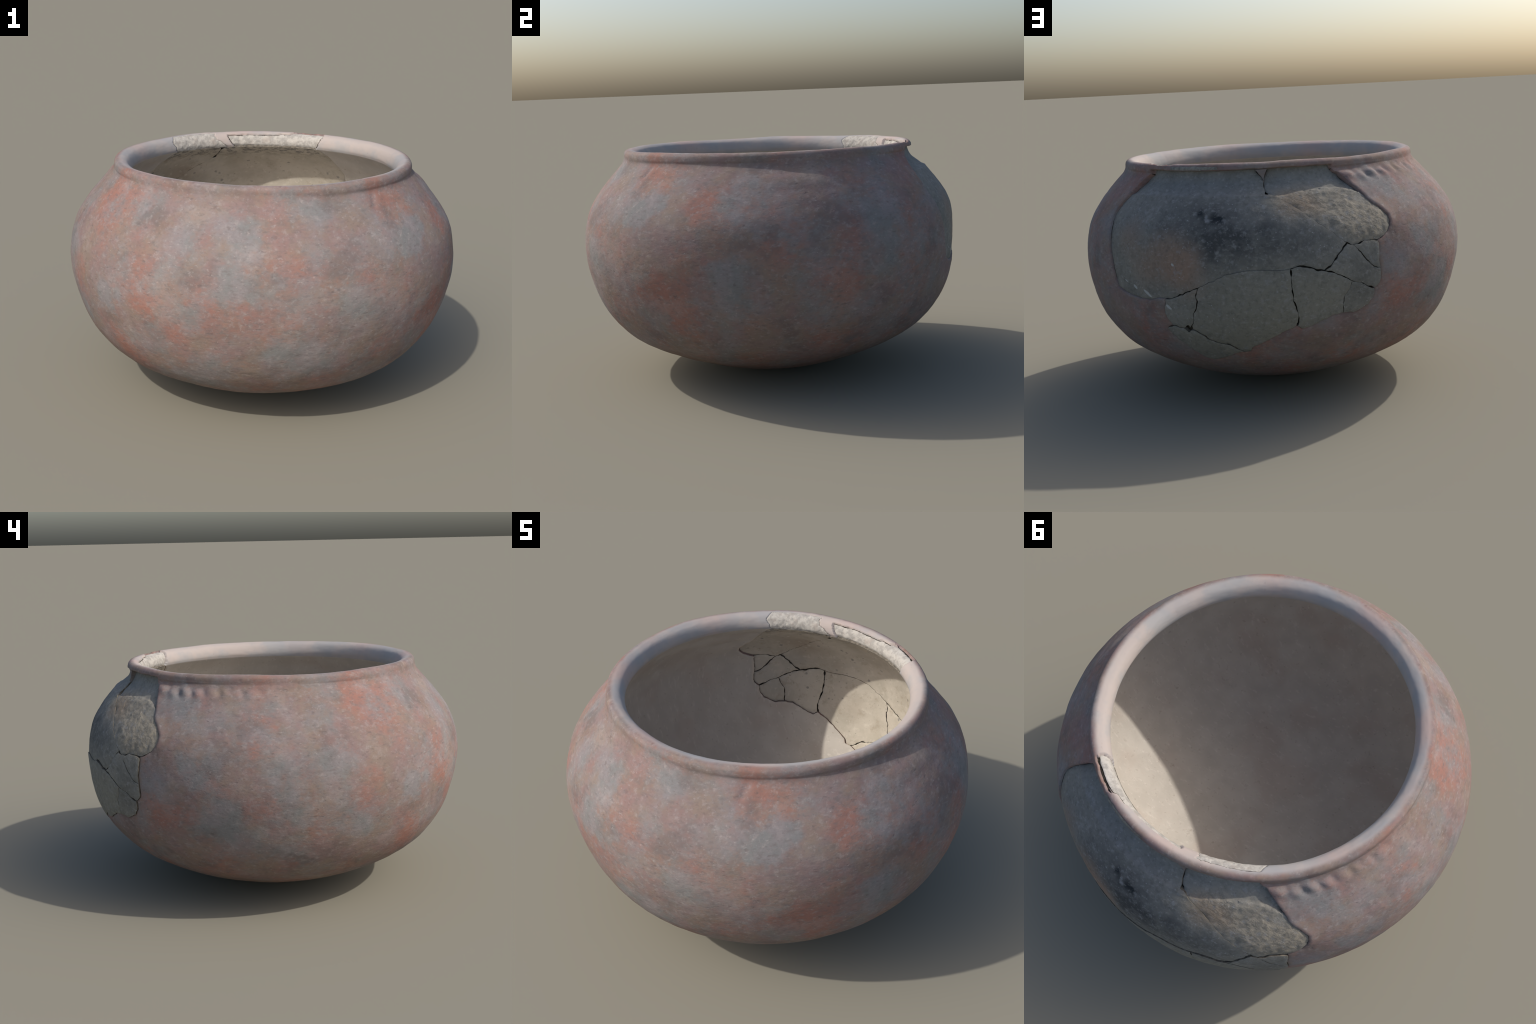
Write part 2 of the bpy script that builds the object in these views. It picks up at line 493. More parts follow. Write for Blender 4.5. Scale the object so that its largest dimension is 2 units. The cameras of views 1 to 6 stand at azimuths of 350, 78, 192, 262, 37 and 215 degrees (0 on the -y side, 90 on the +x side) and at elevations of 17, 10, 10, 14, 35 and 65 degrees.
def plaster_colour(M):
    """Tinted plaster: salmon and blue-grey clouds over a mauve and tan ground, brushed and speckled."""
    v = M.vmath('SUBTRACT', M.noise(3.5, 2, .5, color=True), (.5, .5, .5))
    v2 = M.vmath('SUBTRACT', M.noise(14, 4, .65, color=True), (.5, .5, .5))
    w = M.vmath('ADD', M.co, M.vmath('ADD', M.vmath('SCALE', v, scale=.26), M.vmath('SCALE', v2, scale=.20)))
    red = M.blobs(RED, w)
    gry = M.blobs(GRAY, w)
    cloud = M.noise(4.0, 6, .6)
    cloud2 = M.noise(4.4, 6, .6, M.stretch((1, 1, 1), (1, 2, 3)))
    streak = M.noise(26, 5, .7, M.stretch((1, 1, 2.4), (.25, .1, .0)))
    streak2 = M.noise(26, 5, .7, M.stretch((1.5, 1, 1.6), (.7, .5, .4)))
    sk = M.math('SUBTRACT', streak, streak2)
    rf = M.math('ADD', red, M.math('MULTIPLY_ADD', cloud, 4.2, -2.22))
    rf = M.math('ADD', rf, M.math('MULTIPLY', sk, 1.1))
    rf = M.ramp(rf, -.45, 1.5)
    gf = M.math('ADD', gry, M.math('MULTIPLY_ADD', cloud2, 4.2, -2.0))
    gf = M.math('SUBTRACT', gf, M.math('MULTIPLY', sk, 1.1))
    gf = M.ramp(gf, -.25, 1.15)
    c = M.mix(M.ramp(M.noise(7, 5, .65, M.stretch((1, 1, 1), (3, 1, 2))), .38, .62), (.222, .158, .148), (.220, .168, .138))
    c = M.mix(M.math('MULTIPLY', rf, .95), c, (.278, .140, .110))
    g = M.mix(M.ramp(M.noise(9, 4, .6, M.stretch((1, 1, 1), (0, 3, 1))), .4, .6), (.182, .188, .186), (.218, .202, .204))
    c = M.mix(M.math('MULTIPLY', gf, .90), c, g)
    val = M.noise(5, 5, .62, M.stretch((1, 1, 1), (2, 0, 1)))
    c = M.mix(M.ramp(val, .52, .70, 0, .28), c, (.320, .285, .268))
    c = M.mix(M.ramp(val, .47, .32, 0, .50), c, (.125, .104, .098))
    # brush strokes, darker and lighter
    c = M.mix(M.ramp(streak, .32, .50, .42, 0), c, (.140, .112, .106))
    c = M.mix(M.ramp(streak2, .52, .70, 0, .40), c, (.340, .290, .270))
    fine = M.noise(60, 4, .65, M.stretch((1, 1, 1.6)))
    c = M.mix(M.ramp(fine, .32, .55, .22, 0), c, (.14, .11, .105))
    fleck = M.ramp(M.noise(46, 3, .6, M.stretch((1, 1, 1.8), (.4, .2, .9))), .60, .78, 0, .28)
    c = M.mix(fleck, c, (.46, .41, .385))
    pit = M.ramp(M.noise(30, 2, .5, M.stretch((1, 1, 2.4))), .62, .76, 0, .40)
    c = M.mix(pit, c, (.115, .092, .088))
    spark = M.ramp(M.voronoi(20), .05, .015, 0, .4)
    c = M.mix(spark, c, (.56, .51, .48))
    h = M.math('ADD', M.math('MULTIPLY', fine, .4), M.math('MULTIPLY', streak, .5))
    h = M.math('SUBTRACT', h, M.math('MULTIPLY', pit, .5))
    return c, h


def pale_colour(M):
    """Paler, hardly tinted plaster of the throat and the inside."""
    n = M.noise(9, 5, .6)
    c = M.mix(M.ramp(n, .35, .65), (.465, .425, .372), (.515, .472, .415))
    c = M.mix(M.ramp(M.noise(4, 3, .5, M.stretch((1, 1, 1), (2, 1, 0))), .5, .7, 0, .5), c, (.44, .365, .31))
    sc = M.ramp(M.noise(24, 6, .75, M.stretch((1, 2.2, .5), (.7, .5, .2))), .54, .70, 0, .6)
    c = M.mix(sc, c, (.63, .58, .52))
    c = M.mix(M.ramp(M.noise(36, 5, .72), .56, .72, 0, .45), c, (.27, .215, .175))
    return c


def make_materials():
    R = {}
    M = Mat('tinted_plaster')
    c, h = plaster_colour(M)
    R['wall'] = M.finish(c, .88, h, .45, .005)
    M = Mat('pale_plaster')
    R['inner'] = M.finish(pale_colour(M), .9, M.noise(40, 5, .6), .25, .004)
    # lip: tinted outside, paler from the crest inwards
    M = Mat('lip_plaster')
    c, h = plaster_colour(M)
    flatv = M.vmath('MULTIPLY', M.co, (1, 1, 0))
    rad = M.vmath('LENGTH', flatv)
    rad = M.math('ADD', rad, M.math('MULTIPLY_ADD', M.noise(12, 4), .016, -.008))
    n = M.noise(8, 4)
    p = M.mix(M.ramp(n, .4, .62), (.40, .345, .312), (.335, .318, .305))
    p = M.mix(M.math('MULTIPLY', M.blobs([(-100, 1.18, .14, .8), (-60, 1.18, .1, .5), (-150, 1.18, .14, .7), (150, 1.18, .12, .5), (90, 1.18, .12, .5), (-175, 1.18, .1, .4)], M.warp(9, .1)), .6), p, (.45, .29, .25))
    p = M.mix(M.math('MULTIPLY', M.blobs([(-130, 1.18, .1, .8), (-75, 1.18, .13, .8), (-20, 1.18, .12, .6), (128, 1.18, .1, .9), (165, 1.18, .12, .6), (-160, 1.18, .08, .6)], M.warp(9, .1)), .8), p, (.29, .285, .29))
    p = M.mix(M.ramp(M.noise(50, 4, .7), .62, .74, 0, .4), p, (.27, .22, .2))
    R['lip'] = M.finish(M.mix(M.ramp(rad, .750, .722), c, p), .8, h, .22, .003)

    # outside of the sherds: reduced grey ware
    M = Mat('grey_ware')
    w = M.warp(9, .07)
    n = M.noise(8, 5, .62)
    c = M.mix(M.ramp(n, .35, .65), (.172, .168, .150), (.222, .214, .188))
    low = M.blobs([(95, .52, .26, 1), (110, .60, .18, .8), (80, .38, .16, 1), (118, .60, .12, .6), (98, .38, .16, .8)], w)
    c = M.mix(M.math('MULTIPLY', low, .7, clamp=True), c, (.215, .207, .172))
    blue = M.blobs([(62, 1.0, .22, 1), (80, 1.02, .2, 1), (95, .95, .18, .9), (85, .86, .18, .8), (108, .86, .14, .5), (72, 1.12, .13, .7), (90, 1.12, .12, .6)], w)
    c = M.mix(M.math('MULTIPLY', blue, .6, clamp=True), c, (.182, .180, .170))
    dark = M.blobs([(80, .93, .17, .6), (90, .90, .15, .6), (97, .86, .14, .55), (86, .82, .11, .4), (70, .93, .09, .35), (106, .90, .13, .5), (112, .82, .10, .4)], w)
    c = M.mix(M.math('MULTIPLY', M.math('MULTIPLY', dark, M.ramp(M.noise(20, 4, .6), .3, .65, .5, 1.1)), .9, clamp=True), c, (.066, .067, .067))
    neck = M.blobs([(58, 1.13, .08, .7), (70, 1.14, .07, .8), (82, 1.14, .07, .8), (94, 1.14, .07, .7), (108, 1.13, .09, .9), (120, 1.12, .09, .9)], w)
    c = M.mix(M.math('MULTIPLY', neck, .6, clamp=True), c, (.245, .248, .235))
    ridge = M.blobs([(a, 1.063, .022, .8) for a in range(54, 102, 4)], M.warp(20, .03))
    c = M.mix(M.math('MULTIPLY', ridge, .35, clamp=True), c, (.27, .27, .262))
    brown = M.blobs([(73, .79, .13, .9), (58, .87, .09, .6), (78, .72, .11, .9), (64, .73, .10, .6)], w)
    c = M.mix(M.math('MULTIPLY', brown, .8, clamp=True), c, (.255, .182, .140))
    tan = M.blobs([(110, 1.03, .10, .9), (120, 1.0, .13, 1), (128, .95, .12, 1), (134, .91, .09, 1), (124, .88, .07, .8), (130, .88, .07, .7), (104, 1.03, .05, .6)], w)
    tn = M.noise(20, 6, .72, M.stretch((.7, 2.0, 2.0), (.6, .3, .5)))
    tc = M.mix(M.ramp(tn, .36, .66), (.195, .176, .146), (.315, .275, .212))
    c = M.mix(M.math('MULTIPLY', tan, .85, clamp=True), c, tc)
    rust = M.blobs([(109, 1.02, .08, .9), (115, 1.0, .06, .7)], w)
    c = M.mix(M.math('MULTIPLY', rust, .6, clamp=True), c, (.245, .178, .122))
    rgt = M.blobs([(126, .64, .09, .8), (128, .74, .08, .6), (127, .58, .08, .7)], w)
    c = M.mix(M.math('MULTIPLY', rgt, .5, clamp=True), c, (.120, .118, .108))
    spot = M.blobs([(81.5, .985, .022, 1), (86.3, .965, .030, 1), (88.2, .955, .020, .9), (83, .965, .018, .5)], M.warp(28, .03))
    c = M.mix(M.math('MULTIPLY', spot, 1.0, clamp=True), c, (.022, .026, .030))
    c = M.mix(M.math('MULTIPLY', M.blobs([(84.3, .952, .011, 1)], M.co), .6), c, (.28, .28, .29))
    fine = M.noise(48, 6, .72)
    c = M.mix(M.ramp(fine, .30, .56, .48, 0), c, M.mix(.7, c, (.05, .05, .048)))
    c = M.mix(M.ramp(M.noise(44, 5, .7, M.stretch((1, 1, 1.5), (1, 2, 0))), .52, .70, 0, .45), c, M.mix(.6, c, (.40, .39, .37)))
    spark = M.math('MULTIPLY', M.ramp(M.voronoi(42), .16, .06, 0, .75), M.ramp(M.noise(11, 3), .40, .6))
    c = M.mix(spark, c, (.33, .33, .33))
    c = M.mix(M.ramp(M.noise(30, 4, .6, M.stretch((1, 1, 1), (.3, .9, .1))), .56, .72, 0, .5), c, (.27, .27, .27))
    # smears of white paint left by labelling
    for th, z, ln, wd in ((59.6, .632, .016, .0065), (64.3, .607, .030, .0080), (71.9, .553, .018, .0070), (74.2, .755, .009, .006), (55.8, .655, .012, .003)):
        r = float(np.interp(z, PO[:, 1], PO[:, 0]))
        p0 = Vector((r*math.cos(th*D2R), r*math.sin(th*D2R), z))
        tang = Vector((-math.sin(th*D2R), math.cos(th*D2R), 0))
        ax = (tang*.82 + Vector((0, 0, -.57))).normalized()
        bx = ax.cross(Vector((math.cos(th*D2R), math.sin(th*D2R), 0))).normalized()
        q = M.vmath('SUBTRACT', M.warp(60, .006), tuple(p0))
        u = M.math('DIVIDE', M.vmath('DOT_PRODUCT', q, tuple(ax)), ln)
        v = M.math('DIVIDE', M.vmath('DOT_PRODUCT', q, tuple(bx)), wd)
        e = M.math('ADD', M.math('MULTIPLY', u, u), M.math('MULTIPLY', v, v))
        c = M.mix(M.ramp(e, 1.2, .7, 0, .75), c, (.42, .43, .42))
    h = M.math('ADD', M.math('MULTIPLY', fine, .5), M.math('MULTIPLY', M.math('MULTIPLY', tn, tan), 1.2))
    R['sherd_out'] = M.finish(c, .8, h, .6, .006)

    # inside of the sherds: buff slip, soot flecks, spalls
    M = Mat('buff_slip')
    n = M.noise(7, 5, .6)
    c = M.mix(M.ramp(n, .35, .65), (.435, .392, .320), (.52, .47, .39))
    w = M.warp(9, .06)
    st = M.blobs([(102, .80, .05, .9), (101, .75, .04, .8), (112, .92, .14, .6), (95, .55, .1, .4), (118, 1.0, .12, .6), (85, .95, .15, .3)], w)
    c = M.mix(M.math('MULTIPLY', st, .55, clamp=True), c, (.27, .20, .14))
    gr = M.blobs([(124, .62, .10, .8), (118, .80, .1, .5), (130, .75, .1, .5)], w)
    c = M.mix(M.math('MULTIPLY', gr, .6, clamp=True), c, (.34, .33, .30))
    spall = M.ramp(M.voronoi(15, M.warp(22, .03)), .17, .11, 0, .75)
    spall = M.math('MULTIPLY', spall, M.ramp(M.noise(6, 2), .44, .50))
    c = M.mix(spall, c, (.24, .225, .205))
    fl = M.ramp(M.noise(48, 4, .65, M.stretch((1, 1, 1.4))), .63, .72, 0, .7)
    c = M.mix(fl, c, (.16, .145, .125))
    c = M.mix(M.ramp(M.noise(26, 5, .65), .55, .72, 0, .6), c, (.60, .55, .46))
    c = M.mix(M.ramp(M.noise(16, 6, .7, M.stretch((1, 1, 1), (2, 2, 0))), .52, .70, 0, .5), c, (.33, .27, .20))
    zz = M.t.nodes.new('ShaderNodeSeparateXYZ')
    M.set(zz.inputs[0], M.co)
    soot = M.math('MULTIPLY', M.ramp(zz.outputs[2], 1.03, 1.10), M.ramp(M.noise(26, 5, .7, M.stretch((1, 1, 2.2))), .47, .60))
    c = M.mix(M.math('MULTIPLY', soot, .8), c, (.13, .13, .13))
    R['sherd_in'] = M.finish(c, .85, M.math('SUBTRACT', M.noise(50, 5, .6), spall), .4, .004)

    # broken edge and rim of the sherds: chalky grey
    M = Mat('chalky_ware')
    n = M.noise(30, 6, .7)
    c = M.mix(M.ramp(n, .38, .60), (.31, .29, .26), (.44, .41, .365))
    c = M.mix(M.ramp(M.noise(60, 5, .7, M.stretch((1, 1, .6))), .60, .76, 0, .55), c, (.15, .145, .135))
    c = M.mix(M.ramp(M.noise(14, 3), .55, .7, 0, .5), c, (.33, .28, .24))
    R['sherd_rim'] = M.finish(c, .85, n, .5, .005)

    M = Mat('broken_clay')
    c = M.mix(M.ramp(M.noise(60, 4), .35, .65), (.085, .075, .060), (.17, .15, .12))
    R['sherd_side'] = M.finish(c, .9)
    M = Mat('near_black_fill')
    c = M.mix(M.ramp(M.noise(70, 4), .35, .65), (.020, .017, .013), (.05, .043, .033))
    R['dark_fill'] = M.finish(c, .9)
    M = Mat('grey_lip_ware')
    c = M.mix(M.ramp(M.noise(40, 5, .65), .35, .65), (.15, .145, .13), (.27, .255, .22))
    R['lip_ware'] = M.finish(c, .85, M.noise(60, 4), .4, .004)
    return R


# ------------------------------------------------------------------ mesh helpers
def make_object(name, V, F, mats, fmat, parent, smooth_angle=None, normals=None):
    me = bpy.data.meshes.new(name)
    me.from_pydata(np.asarray(V).tolist(), [], F)
    for m in mats:
        me.materials.append(m)
    me.polygons.foreach_set('material_index', np.asarray(fmat, dtype=np.int32))
    me.polygons.foreach_set('use_smooth', np.ones(len(F), bool))
    me.update()
    if smooth_angle:
        me.set_sharp_from_angle(angle=smooth_angle*D2R)
    if normals is not None:
        me.normals_split_custom_set_from_vertices(np.asarray(normals).tolist())
    ob = bpy.data.objects.new(name, me)
    bpy.context.collection.objects.link(ob)
    ob.parent = parent
    return ob


def solid_from_flat(P2, tris, nb, outer_fn, inner_fn, P2_in=None):
    """Closed piece: outer face, inner face and side walls from one flat triangulation.
    Returns vertices, faces and a material index per face (0 outer, 1 inner, 2 side)."""
    th = P2[:, 0]/KX/D2R
    s = P2[:, 1]
    n = len(P2)
    if P2_in is None:
        P2_in = P2
    V = np.vstack([outer_fn(th, s), inner_fn(P2_in[:, 0]/KX/D2R, P2_in[:, 1])])
    F, fm = [], []
    cnt = {}
    for a, b, c in tris:
        A = (P2[b, 0] - P2[a, 0])*(P2[c, 1] - P2[a, 1]) - (P2[c, 0] - P2[a, 0])*(P2[b, 1] - P2[a, 1])
        if A < 0:
            b, c = c, b
        F.append((a, b, c))
        fm.append(0)
        F.append((n + a, n + c, n + b))
        fm.append(1)
        for e in ((a, b), (b, c), (c, a)):
            cnt[e] = cnt.get(e, 0) + 1
    for (a, b) in list(cnt):
        if (b, a) not in cnt:
            F.append((b, a, n + a, n + b))
            fm.append(2)
    return V, F, fm


def interior_points(poly, step, margin, jitter=.0015):
    lo, hi = poly.min(0), poly.max(0)
    nx, ny = int((hi[0] - lo[0])/step) + 2, int((hi[1] - lo[1])/(step*.87)) + 2
    X, Y = np.meshgrid(np.arange(nx), np.arange(ny))
    P = np.stack([lo[0] + (X + .5*(Y % 2))*step, lo[1] + Y*step*.87], -1).reshape(-1, 2)
    P = P + np.random.default_rng(3).uniform(-jitter, jitter, P.shape)
    P = P[inside(P, poly)]
    return P[seg_dist(P, poly) > margin]


# ------------------------------------------------------------------ build
def build_wall(root, MT):
    dth = 360.0/NT
    rows = np.r_[np.linspace(.02, .80, 60), np.linspace(.80, S_TOP, 122)[1:]]
    nr = len(rows)
    th = np.arange(NT)*dth
    j0 = 59                                  # row where the patch with the hole begins
    i0, i1 = int(38/dth), int(148/dth)       # columns of that patch
    V, F, fm = [], [], []
    # regular vertices, outer then inner
    TH, SS = np.meshgrid(th, rows)
    Vo = wall_outer(TH.ravel(), SS.ravel())
    Vi = wall_inner(TH.ravel(), SS.ravel())
    nO = len(Vo)
    idx = lambda j, i: j*NT + (i % NT)
    for j in range(nr - 1):
        for i in range(NT):
            if j >= j0 and i0 <= i < i1:
                continue
            a, b, c, d = idx(j, i), idx(j, i + 1), idx(j + 1, i + 1), idx(j + 1, i)
            F.append((a, b, c, d)); fm.append(0)
            F.append((nO + a, nO + d, nO + c, nO + b)); fm.append(1)
    pole_o = 2*nO
    pole_i = 2*nO + 1
    poles = np.vstack([place(np.zeros(1), np.zeros(1), 0.0), place_inner(np.zeros(1), np.zeros(1), 0.0)])
    for i in range(NT):
        F.append((pole_o, idx(0, i + 1), idx(0, i))); fm.append(0)
        F.append((pole_i, nO + idx(0, i), nO + idx(0, i + 1))); fm.append(1)
    V = [Vo, Vi, poles]
    base = 2*nO + 2
    # patch with the hole: outline walked anticlockwise
    hole = np.vstack([FINE[k][:-1] for k in OUTLINE] + [FINE['right3'][-1:]])
    iL, iR = int(round(HOLE_LEFT/dth)), int(round(HOLE_RIGHT/dth))
    bot = [flat(th[i], rows[j0]) for i in range(i0, i1)]
    rgt = [flat(th[i1], rows[j]) for j in range(j0, nr)]
    topr = [flat(th[i], rows[-1]) for i in range(i1 - 1, iR, -1)]
    topl = [flat(th[i], rows[-1]) for i in range(iL - 1, i0, -1)]
    lft = [flat(th[i0], rows[j]) for j in range(nr - 1, j0, -1)]
    bound = np.vstack([bot, rgt, topr, hole[::-1], topl, lft])
    X, Y = np.meshgrid(th[i0 + 1:i1], rows[j0 + 1:-1])
    G = flat(X.ravel(), Y.ravel())
    G = G[inside(G, bound)]
    G = G[seg_dist(G, hole, False) > .0045]
    # a fringe of vertices just behind the broken edge
    T = np.gradient(hole, axis=0)
    T /= np.linalg.norm(T, axis=1)[:, None]
    fr = hole + np.stack([T[:, 1], -T[:, 0]], 1)*.0028
    fr = fr[inside(fr, bound)]
    fr = fr[(seg_dist(fr, hole, False) > .0018) & (fr[:, 1] < S_TOP - .006)]
    P2, tris = cdt(bound, np.vstack([G, fr]))
    Vp, Fp, fmp = solid_from_flat(P2, tris, len(bound), wall_outer, wall_inner)
    # only the side walls along the hole are real; the rest of the border is welded to the grid
    n = len(P2)
    onhole = seg_dist(P2, hole, False) < 1e-5
    for f, m in zip(Fp, fmp):
        if m == 2 and not (onhole[f[0] % n] and onhole[f[1] % n]):
            continue
        F.append(tuple(base + k for k in f)); fm.append(m)
    V.append(Vp)
    base += len(Vp)
    # lip
    nl = 56
    ls = np.linspace(0, L_END, nl)
    TH, LL = np.meshgrid(th, ls)
    off = -lip_recess(TH.ravel(), LL.ravel())
    over = smooth(TH.ravel(), 53.2, 54.2)*smooth(TH.ravel(), 125.2, 124.2)
    wav = .0025*fbm(np.stack([np.cos(TH.ravel()*D2R), np.sin(TH.ravel()*D2R), 0*off], -1), 9, 3, 17)
    off = off - .034*over*(1 - smooth(LL.ravel() + wav, .0165, .0205))
    Vl = lip_point(TH.ravel(), LL.ravel(), off)
    # weld the two ends of the lip to the wall
    free = (th > HOLE_LEFT) & (th < HOLE_RIGHT)
    Vl[:NT][~free] = wall_outer(th, np.full(NT, S_TOP))[~free]
    we = wall_inner(th, np.full(NT, S_TOP))
    Vl[-NT:][~free] = we[~free]
    for j in range(nl - 1):
        for i in range(NT):
            F.append(tuple(base + k for k in (idx(j, i), idx(j, i + 1), idx(j + 1, i + 1), idx(j + 1, i)))); fm.append(3)
    V.append(Vl)
    # soffit of the lip over the sherds
    base2 = base + len(Vl)
    ii = np.arange(iL, iR + 1)
    ro = Vl[ii]*np.array([.985, .985, 1]) - np.array([0, 0, .001])
    ri = Vl[(nl - 1)*NT + ii]*np.array([1.035, 1.035, 1])
    m = len(ii)
    for k in range(m - 1):
        F.append((base2 + k, base2 + k + 1, base + iL + k + 1, base + iL + k)); fm.append(3)
        t0 = base + (nl - 1)*NT + iL + k
        F.append((t0, t0 + 1, base2 + m + k + 1, base2 + m + k)); fm.append(3)
    V += [ro, ri]
    V = np.vstack(V)
    # weld
    key = np.round(V*2e4).astype(np.int64)
    _, first, inv = np.unique(key, axis=0, return_index=True, return_inverse=True)
    inv = inv.ravel()
    V = V[first]
    F2, fm2 = [], []
    for f, m_ in zip(F, fm):
        g = [int(inv[k]) for k in f]
        h = [x for q, x in enumerate(g) if x != g[q - 1]]
        if len(set(h)) >= 3 and len(h) == len(set(h)):
            F2.append(tuple(h)); fm2.append(m_)
    fm2 = np.array(fm2)
    # normals of the whole, then split into wall and lip with coincident borders
    me = bpy.data.meshes.new('tmp')
    me.from_pydata(V.tolist(), [], F2)
    me.update()
    N = np.zeros(len(V)*3)
    me.vertex_normals.foreach_get('vector', N)
    N = N.reshape(-1, 3)
    bpy.data.meshes.remove(me)
    for name, sel, mats in (('vessel_wall', fm2 < 3, [MT['wall'], MT['inner'], MT['wall']]), ('rim', fm2 == 3, [MT['lip']])):
        k = np.where(sel)[0]
        fs = [F2[q] for q in k]
        used = np.unique(np.concatenate([np.array(f) for f in fs]))
        mp = -np.ones(len(V), int)
        mp[used] = np.arange(len(used))
        make_object(name, V[used], [tuple(int(mp[x]) for x in f) for f in fs], mats,
                    fm2[k] if name == 'vessel_wall' else np.zeros(len(k), int), root, None, N[used])


# lip sherds, outlines in (degrees, length over the lip)
LIP_A = [(51.0, .075), (51.4, .105), (52.5, .140), (53.5, L_END - .0005), (93.6, L_END - .0005), (94.0, .172), (95.4, .150), (96.3, .130), (96.8, .104),
         (92, .107), (86, .102), (80, .105), (72.5, .100), (71.4, .090), (67, .088), (65.5, .070), (61, .066), (57, .070), (54.0, .066)]
LIP_B = [(103.2, .084), (104.0, .105), (103.2, .120), (103.4, .130), (101.2, .142), (99.4, .160), (97.4, L_END - .0005), (125.4, L_END - .0005), (125.8, .150), (127.4, .125),
         (126.4, .105), (125.0, .078), (118, .080), (110, .084)]
LIP_C = [(64.4, .0215), (84.3, .0215), (84.0, .036), (74, .039), (64.8, .037)]
LIP_HOLE = [(51.2, .055), (53, .050), (54.5, .056), (57, .046), (60.5, .044), (61.5, .052), (64.0, .046), (65.8, .060), (61, .068), (57, .072), (53.5, .070), (51.6, .076)]


def lip_poly(L):
    P = np.array([(a*D2R*.73, l) for a, l in L])
    out = []
    for a, b in zip(P, np.roll(P, -1, 0)):
        n = max(1, int(np.hypot(*(b - a))/.005))
        q = a + (b - a)*np.linspace(0, 1, n, endpoint=False)[:, None]
        t = (b - a)/(np.hypot(*(b - a)) + 1e-9)
        w = np.sin(np.linspace(0, math.pi, n, endpoint=False))[:, None]*min(1, n/4)
        if abs(a[1] - (L_END - .0005)) + abs(b[1] - (L_END - .0005)) > 1e-6:
            q = q + np.array([-t[1], t[0]])*w*.0022*fbm(np.c_[q, np.zeros(n)], 70, 2, 33)[:, None]
        out.append(q)
    return np.vstack(out)


def lip_recess(th, l):
    """Depth of the seats cut in the plaster lip for the rim sherds."""
    X = np.stack([th*D2R*.73, l], -1)
    o = np.zeros(len(th))
    m = (th > 45) & (th < 132)
    for L, grow, dep in ((LIP_A, .0060, .020), (LIP_B, .0008, .009), (LIP_C, .001, .003), (LIP_HOLE, .0005, .017)):
        P = lip_poly(L)
        ins = inside(X[m], P)
        d = seg_dist(X[m], P)
        sd = np.where(ins, d, -d)
        o[m] = np.maximum(o[m], dep*smooth(sd, -grow - .0005, -grow + .0025))
    return o


def build_lip_sherds(root, MT):
    for L, mat, up, base in ((LIP_A, 'sherd_rim', -.0085, .014), (LIP_B, 'sherd_rim', .0005, .013), (LIP_C, 'lip_ware', .0008, .006)):
        P = lip_poly(L)
        I = interior_points(P, .005, .0025, .0008)
        P2, tris = cdt(P, I)
        edge = seg_dist(P2, P) < 1e-6

        def top(th_, s_, sink=0.0):
            t = P2[:, 0]/.73/D2R
            B = np.c_[P2, 0*t]
            o = up + .0012*fbm(B, 60, 3, 55) - .0012*edge - .004*np.clip(fbm(B, 110, 2, 57) - .75, 0, 1)
            return lip_point(t, P2[:, 1], o)

        def bot(th_, s_):
            return lip_point(P2[:, 0]/.73/D2R, P2[:, 1], np.full(len(P2), up - base))
        V, F, fm = solid_from_flat(P2, tris, len(P), top, bot)
        make_object('rim_sherd', V, F, [MT[mat], MT[mat], MT['sherd_side']], fm, root, 40)


STEP_T = np.array([53, 70, 85, 99, 103, 105.5, 110.6, 116.3, 121.1, 125.6, 128.8, 133])
STEP_S = np.array([1.765, 1.768, 1.765, 1.762, 1.755, 1.752, 1.772, 1.780, 1.788, 1.776, 1.758, 1.72])


